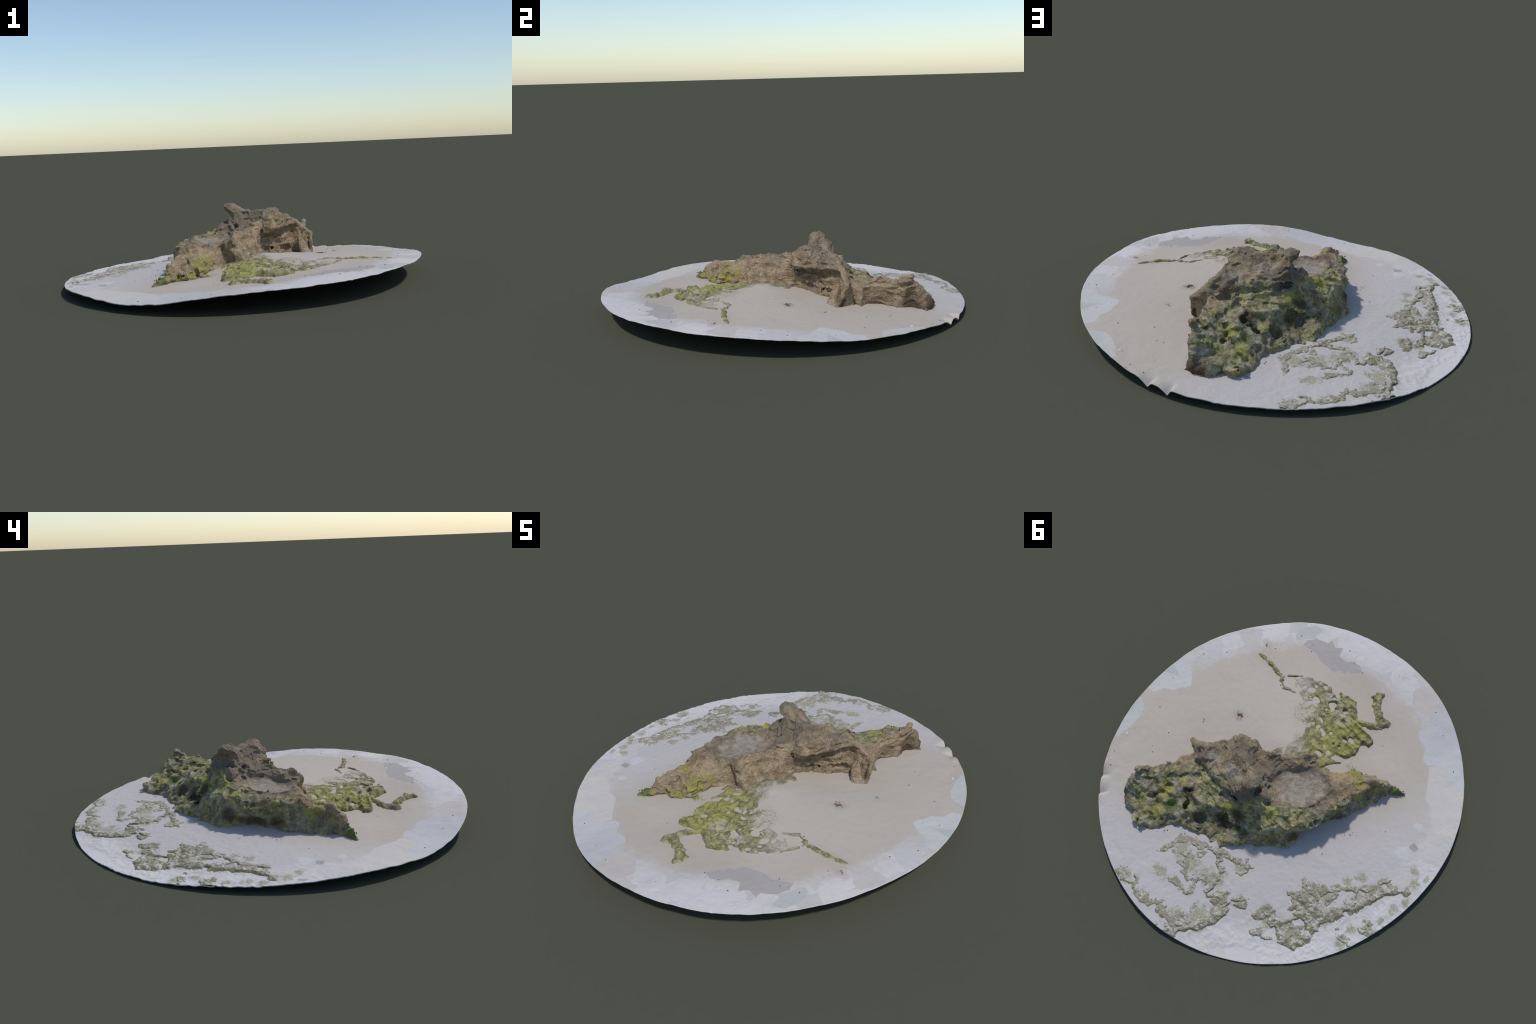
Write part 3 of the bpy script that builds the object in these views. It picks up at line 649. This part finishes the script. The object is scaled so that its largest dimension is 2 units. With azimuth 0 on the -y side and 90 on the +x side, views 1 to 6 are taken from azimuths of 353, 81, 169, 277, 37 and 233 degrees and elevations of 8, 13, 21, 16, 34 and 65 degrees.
# ---- sand bed: polar grid, thin solid sheet with a closed rim
def build_sand():
    NA, NR = 1400, 270
    t = np.linspace(0, 2 * np.pi, NA, endpoint=False); r, _ = rim(t)
    r = r * (1 + .0022 * fbm(xyz(np.cos(t) * 9, np.sin(t) * 9), 3, 91))
    s = np.linspace(0, 1, NR + 1)[1:] ** .85
    X = np.outer(s, r * np.cos(t)); Y = np.outer(s, r * np.sin(t))
    Z = sand_z(X, Y)
    tear = fbm(xyz(np.cos(t) * 14, np.sin(t) * 14), 3, 92)
    Z += (smooth(.96, 1, s)[:, None] * (.003 * tear)[None, :])
    Z = np.maximum(Z, .0045)
    top = np.stack([X, Y, Z], -1).reshape(-1, 3)
    c = np.array([[0, 0, sand_z(np.zeros(1), np.zeros(1))[0]]])
    TH = .0045
    bs = slice(None)
    bottom = np.stack([X * .999, Y * .999, np.maximum(Z - TH, .0)], -1).reshape(-1, 3)
    cb = c - np.array([[0, 0, TH]])
    n = len(top)
    verts = np.vstack([top, bottom, c, cb])
    i, j = np.meshgrid(np.arange(NR - 1), np.arange(NA), indexing='ij'); j2 = (j + 1) % NA
    ft = np.stack([i * NA + j, (i + 1) * NA + j, (i + 1) * NA + j2, i * NA + j2], -1).reshape(-1, 4)
    fb = ft[:, ::-1] + n
    k = (NR - 1) * NA + np.arange(NA); k2 = (NR - 1) * NA + (np.arange(NA) + 1) % NA
    fs = np.stack([k, k + n, k2 + n, k2], -1)
    a = np.arange(NA)[::2]
    ct = np.stack([np.full(len(a), 2 * n), a, (a + 1) % NA, (a + 2) % NA], -1)
    cbm = np.stack([np.full(len(a), 2 * n + 1), (a + 2) % NA + n, (a + 1) % NA + n, a + n], -1)
    quads = np.vstack([ft, fb, fs, ct, cbm])
    ob = make_mesh('sand_bed', verts, quads, sand_material(), root)
    # smoother, differently toned fields of sand along the rim
    PATCHES = [
     (plain_sand('buff_sand_field', (186, 179, 172), (190, 183, 176)), [(-.45,-.66),(-.49,-.73),(-.58,-.67),(-.68,-.70),(-.76,-.63),(-.86,-.5),(-.80,-.43),(-.79,-.35),(-.75,-.31),(-.73,-.32),(-.75,-.41),(-.71,-.45),(-.65,-.48),(-.65,-.50),(-.57,-.52),(-.48,-.63)]),
     (plain_sand('blue_white_sand_field', (177, 175, 173), (192, 187, 186)), [(-.23,-1.0),(-.32,-1.0),(-.45,-.95),(-.60,-.85),(-.74,-.72),(-.68,-.70),(-.58,-.67),(-.49,-.73),(-.44,-.66),(-.40,-.66),(-.36,-.72),(-.30,-.73),(-.26,-.76),(-.28,-.80),(-.25,-.84),(-.24,-.91)]),
     (plain_sand('grey_damp_sand_field', (159, 152, 146), (168, 161, 155)), [(.55,-.61),(.56,-.65),(.53,-.70),(.47,-.73),(.47,-.76),(.42,-.74),(.39,-.77),(.36,-.72),(.31,-.73),(.28,-.76),(.24,-.77),(.20,-.75),(.235,-.70),(.26,-.70),(.26,-.67),(.29,-.665),(.31,-.63),(.41,-.62),(.46,-.635)]),
     (plain_sand('pale_grey_sand_field', (174, 172, 167), (180, 176, 172)), [(.63,-.62),(.64,-.69),(.60,-.755),(.55,-.76),(.55,-.71),(.53,-.70),(.57,-.65),(.60,-.60)]),
     (plain_sand('white_sand_field', (190, 186, 184), (195, 189, 188)), [(.57,-.85),(.42,-.95),(.15,-1.02),(.01,-1.02),(.03,-.93),(.10,-.90),(.13,-.83),(.22,-.80),(.25,-.84),(.34,-.80),(.39,-.80),(.47,-.79)]),
     (plain_sand('pale_sand_field', (182, 180, 175), (190, 187, 182)), [(.98,.24),(1.0,.01),(1.0,-.12),(.87,-.09),(.865,-.04),(.80,.0),(.76,.035),(.77,.07),(.79,.09),(.80,.13),(.85,.16),(.87,.22)]),
     (plain_sand('ash_sand_field', (172, 173, 167), (176, 177, 171)), [(.98,.12),(1.0,.01),(.85,.05)]),
     (plain_sand('light_ash_sand_field', (178, 177, 171), (182, 181, 175)), [(.84,.58),(.95,.37),(.89,.30),(.86,.30),(.82,.32),(.79,.38),(.775,.47),(.78,.50),(.77,.53)]),
     (plain_sand('pale_bulge_field', (178, 174, 174), (192, 189, 190)), [(-.68,-.19),(-.68,-.23),(-.71,-.27),(-.76,-.22),(-.74,-.20)]),
     (plain_sand('dark_bulge_field', (138, 132, 130), (164, 158, 158)), [(-.71,-.27),(-.71,-.31),(-.75,-.30),(-.75,-.27)]),
     (plain_sand('pale_spot_field', (180, 178, 176), (188, 186, 186)), [(-.64,-.36),(-.64,-.39),(-.67,-.41),(-.69,-.37)]),
    ]
    me = ob.data
    cx = verts[quads].mean(1)
    mi = np.zeros(len(quads), np.int32)
    for m, poly in PATCHES:
        me.materials.append(m)
        mi[poly_sdf(cx[:, 0], cx[:, 1], poly) < 0] = len(me.materials) - 1
    me.polygons.foreach_set('material_index', mi)
    return ob
build_sand()

# ---- low ledges: height patches whose skirts run below the sand
def height_patch(name, x0, x1, y0, y1, step, hfun, mat):
    xs = np.arange(x0, x1, step); ys = np.arange(y0, y1, step)
    X, Y = np.meshgrid(xs, ys, indexing='ij')
    Hh = hfun(X, Y)
    r, _ = rim(np.arctan2(Y, X))
    Hh = np.where(np.hypot(X, Y) > r * .998, -1, Hh)
    keep = Hh > -.008
    full = keep[:-1, :-1] & keep[1:, :-1] & keep[1:, 1:] & keep[:-1, 1:]
    id_ = np.arange(X.size).reshape(X.shape)
    qd = np.stack([id_[:-1, :-1], id_[1:, :-1], id_[1:, 1:], id_[:-1, 1:]], -1)[full]
    Z = np.maximum(sand_z(X, Y) + Hh, .0015)
    V = np.stack([X, Y, Z], -1).reshape(-1, 3)
    used, inv = np.unique(qd, return_inverse=True)
    return make_mesh(name, V[used], inv.reshape(qd.shape), mat, root)

MAT_OUT = [(.66,-.372),(.62,-.376),(.554,-.380),(.475,-.365),(.460,-.346),(.424,-.320),(.397,-.343),(.355,-.386),(.310,-.380),(.285,-.334),(.248,-.330),
 (.197,-.281),(.135,-.270),(.11,-.23),(.12,-.17),(.128,-.12),(.150,-.04),(.05,.0),(.0,-.08),(-.02,-.18),(-.05,-.20),(-.10,-.15),(-.11,-.22),(-.140,-.288),(-.162,-.339),
 (-.125,-.307),(-.09,-.285),(-.098,-.298),(-.144,-.348),(-.155,-.397),(-.137,-.451),(-.141,-.473),(-.169,-.475),(-.163,-.519),(-.151,-.536),
 (-.109,-.541),(-.067,-.538),(-.036,-.539),(-.014,-.545),(.042,-.581),(.086,-.613),(.129,-.604),(.188,-.583),(.190,-.552),(.212,-.551),(.244,-.566),
 (.297,-.552),(.363,-.516),(.405,-.466),(.422,-.415),(.394,-.40),(.380,-.37),(.40,-.352),(.441,-.373),(.454,-.403),(.552,-.398),(.640,-.392)]
LUMPS = [(.067,-.689),(.061,-.723),(.031,-.774),(-.011,-.726),(-.033,-.693),(-.037,-.663),(-.061,-.641),(-.082,-.675),(-.121,-.689),(-.126,-.662),
 (-.111,-.597),(-.079,-.560),(-.039,-.542),(-.056,-.574),(-.061,-.615),(-.002,-.654),(.016,-.684)]
TAIL_MAT = [(-.36,-.375),(-.30,-.395),(-.24,-.35),(-.20,-.36),(-.17,-.34),(-.21,-.29),(-.2,-.2),(-.28,-.25)]
MAT_HOLES = [(.225,-.439,.028,.020),(.282,-.361,.026,.022),(.150,-.490,.026,.034),(.128,-.468,.018,.02),(-.052,-.402,.020,.016),(-.072,-.43,.022,.016),(.024,-.368,.013,.016),(.042,-.328,.011,.012),
 (-.028,-.238,.020,.018),(-.054,-.285,.017,.016),(-.065,-.352,.012,.010),(-.035,-.336,.008,.008),(.177,-.554,.016,.016),(.075,-.518,.018,.02),(.148,-.444,.010,.014),(.393,-.395,.030,.022),(.175,-.523,.014,.012),(.33,-.44,.012,.01)]
def mossy_height(X, Y):
    q = xyz(X, Y)
    wob = (.006 * fbm(q * 38, 3, 101)).reshape(X.shape)
    d = poly_sdf(X, Y, MAT_OUT) + wob
    dl = poly_sdf(X, Y, LUMPS) + wob
    dt = poly_sdf(X, Y, TAIL_MAT) + wob
    # the ledge stands out of the sand on its -y side and sinks into it on the +x side
    lift = smooth(.22, -.16, X * .75 + (Y + .40) * .85)
    net = (.5 + .5 * fbm(q * np.array([20, 26, 20]) + .3 * np.stack([vnoise(q * 9, 4), vnoise(q * 9, 5), 0 * q[:, 0]], 1), 2, 103, ridged=True)).reshape(X.shape)
    h = -.014 + (.014 + .0005 + .011 * lift) * smooth(.002, -.014, d) + (.022 * lift + .007) * (net - .46) * smooth(.004, -.02, d)
    h2 = -.012 + .022 * smooth(.002, -.018, dl)
    h3 = -.014 + .020 * smooth(.002, -.02, dt) + .012 * (net - .5)
    h = np.maximum(np.maximum(h, h2), h3)
    # thin ridges: the long spur on the +x side, the rim of the sand hole, a low plate under the slab
    for w_, top, pts in ((.022, .022, [(-.02,-.535),(-.075,-.575),(-.118,-.65)]), (.022, .020, [(-.07,-.64),(0,-.68),(.032,-.74)]), (.014, .009, [(.44,-.375),(.55,-.388),(.66,-.383)]), (.012, .008, [(.34,-.375),(.40,-.345),(.455,-.37)]), (.010, .009, [(.40,-.47),(.44,-.42),(.458,-.385)]), (.030, .007, [(.02,-.12),(.09,-.05),(.13,.0)]), (.016, .010, [(-.02,-.19),(-.10,-.17),(-.13,-.22)])):
        dv = polyline_distance(X, Y, pts) + 2.2 * wob
        h = np.maximum(h, -.014 + (.0135 + .75 * top) * smooth(1.9 * w_, .0, dv) + .008 * (net - .5) * (dv < 2 * w_))
    for hx, hy, ra, rb in MAT_HOLES:
        e = np.hypot((X - hx) / (ra * .85), (Y - hy) / (rb * .85)) + wob * 45
        h -= (.026 * smooth(1.2, .5, e)) * (.35 + .65 * np.maximum(lift, .25))
    w = worley(q / .034 + .5, 111, flat=True).reshape(X.shape)
    tex = .014 * (np.clip(w, 0, 1.1) ** 2 - .3) + (.006 * fbm(q * 30, 4, 105) + .002 * fbm(q * 110, 3, 106)).reshape(X.shape)
    return h + tex * smooth(-.014, .002, h) * (.5 + .5 * lift)
height_patch('mossy_ledge', -.40, .70, -.80, .02, .0032, mossy_height, mossy_material())

REEF = reef_material()
def reef_height(X, Y):
    q = xyz(X, Y)
    bend = .014 * np.stack([fbm(q * 14, 3, 121), fbm(q * 14, 3, 122)], 1)
    U, V = X + bend[:, 0].reshape(X.shape), Y + bend[:, 1].reshape(X.shape)
    wide = (.9 + 1.1 * fbm(q * 20, 2, 124)).reshape(X.shape)
    h = np.full(X.shape, -.012)
    fray = (.012 * fbm(q * 42, 3, 127, gain=.65)).reshape(X.shape)
    crust = (.5 + .5 * fbm(q * 26, 3, 128, gain=.6, ridged=True)).reshape(X.shape)
    for w, top, pts in REEF_VEINS:
        P = np.array(pts)
        ix = np.where((X[:, 0] > P[:, 0].min() - .14) & (X[:, 0] < P[:, 0].max() + .14))[0]
        iy = np.where((Y[0] > P[:, 1].min() - .14) & (Y[0] < P[:, 1].max() + .14))[0]
        sl = (slice(ix[0], ix[-1] + 1), slice(iy[0], iy[-1] + 1))
        d = polyline_distance(U[sl], V[sl], pts)
        ga, gb = np.gradient(d); g = np.hypot(ga, gb) + 1e-9
        sea = smooth(-.35, .35, (-.72 * ga + .69 * gb) / g)               # the side away from the rock drops steeply
        e = (d + fray[sl]) / np.maximum(wide[sl], .25) * (.42 + .9 * sea)
        land = (1 - sea) * smooth(.3 * w, 1.0 * w, e)
        env = smooth(1.9 * w, .15 * w, e)
        h[sl] = np.maximum(h[sl], -.012 + (.0108 + .62 * top) * env + land * env * .014 * (crust[sl] - .66))
    tex = (.005 * fbm(q * 34, 4, 125, gain=.65) + .002 * fbm(q * 110, 3, 126)).reshape(X.shape)
    return h + tex * smooth(-.012, -.002, h)
height_patch('buried_reef', -.94, .16, -.12, 1.0, .0036, reef_height, REEF)

# ---- stranded weed, shell chips and dark flecks
def flake(name, mat, size, flat=.35, seed=0):
    """a small irregular fleck, built as a squashed noisy ball"""
    n, m = 8, 6
    u = np.linspace(0, 2 * np.pi, n, endpoint=False); w = np.linspace(-math.pi / 2, math.pi / 2, m)
    V = np.array([[math.cos(b) * math.cos(a), math.cos(b) * math.sin(a) * .6, math.sin(b) * flat] for b in w for a in u])
    V *= (1 + .3 * vnoise(V * 1.7 + seed * 9.1, seed))[:, None] * size
    Q = np.array([[i * n + j, i * n + (j + 1) % n, (i + 1) * n + (j + 1) % n, (i + 1) * n + j] for i in range(m - 1) for j in range(n)])
    return V, Q

def scatter(name, spots, mat, kind='stuff', lo=.003, hi=.006, flat=.35):
    VV, QQ, base = [], [], 0
    for i, (x, y) in enumerate(spots):
        V, Q = flake(name, mat, rng.uniform(lo, hi), flat, i)
        a = rng.uniform(0, 6.28); R = np.array([[math.cos(a), -math.sin(a), 0], [math.sin(a), math.cos(a), 0], [0, 0, 1]])
        z = float(sand_z(np.array([x]), np.array([y]), False)[0])
        VV.append(V @ R.T + np.array([x, y, z + .001])); QQ.append(Q + base); base += len(V)
    ob = make_mesh(name, np.vstack(VV), np.vstack(QQ), mat, root)
    ob['kind'] = kind
    return ob

red = flat_mat('dried_red_weed', (104, 70, 66)); darkm = flat_mat('dark_fleck', (92, 94, 104)); shellm = flat_mat('white_shell', (226, 228, 236)); weedm = flat_mat('brown_weed', (128, 110, 92))
spots = [(-.574,-.234),(-.217,.356),(-.452,-.057),(-.449,-.044),(-.457,.099),(-.470,-.099),(-.491,-.104),(.767,.249),(.605,.306),(.713,.597),(.412,.868),
         (.163,.652),(.182,.685),(.249,.744),(.054,.577),(-.655,.070),(.16,.66),(.155,.64),(.21,.70),(-.47,-.08),(.60,.42),(.57,.44),(.66,.66),(.73,.62),(-.2,-.55),(-.44,-.09)]
scatter('weed_flecks', spots, red, lo=.0018, hi=.0045)
rimspots = []
for k in range(22):
    a = rng.uniform(-2.3, .15); rr = rng.uniform(.76, .95)
    rimspots.append((rr * math.cos(a), rr * math.sin(a)))
scatter('dark_flecks', rimspots, darkm, lo=.0015, hi=.0045)
scatter('shell_chips', [(.752,.485),(.748,.492),(.757,.480),(.70,.52),(.69,.64)], shellm, lo=.003, hi=.007)

def weed_clump(name, cx, cy, size, n, seed):
    r = np.random.default_rng(seed)
    cu = bpy.data.curves.new(name, 'CURVE'); cu.dimensions = '3D'; cu.bevel_depth = .0008; cu.bevel_resolution = 1
    for i in range(n):
        sp = cu.splines.new('NURBS'); sp.points.add(4); a = r.uniform(0, 6.28)
        p = np.array([cx, cy]) + r.normal(0, size * .40, 2)
        for k in range(5):
            z = float(sand_z(np.array([p[0]]), np.array([p[1]]), False)[0])
            sp.points[k].co = (p[0], p[1], z + r.uniform(.0, .006), 1)
            a += r.normal(0, .7); p = p + size * .16 * np.array([math.cos(a), math.sin(a)])
        sp.use_endpoint_u = True
    ob = bpy.data.objects.new(name, cu); bpy.context.scene.collection.objects.link(ob)
    dg = bpy.context.evaluated_depsgraph_get()
    me = bpy.data.meshes.new_from_object(ob.evaluated_get(dg)); me.name = name
    bpy.data.objects.remove(ob)
    me.materials.clear(); me.materials.append(weedm)
    o = bpy.data.objects.new(name, me); bpy.context.scene.collection.objects.link(o); o.parent = root
    o['kind'] = 'stuff'
    return o
weed_clump('stranded_weed', .427, -.053, .020, 26, 3)
weed_clump('stranded_weed', .684, -.448, .012, 6, 6)
weed_clump('stranded_weed', .537, .115, .012, 5, 8)
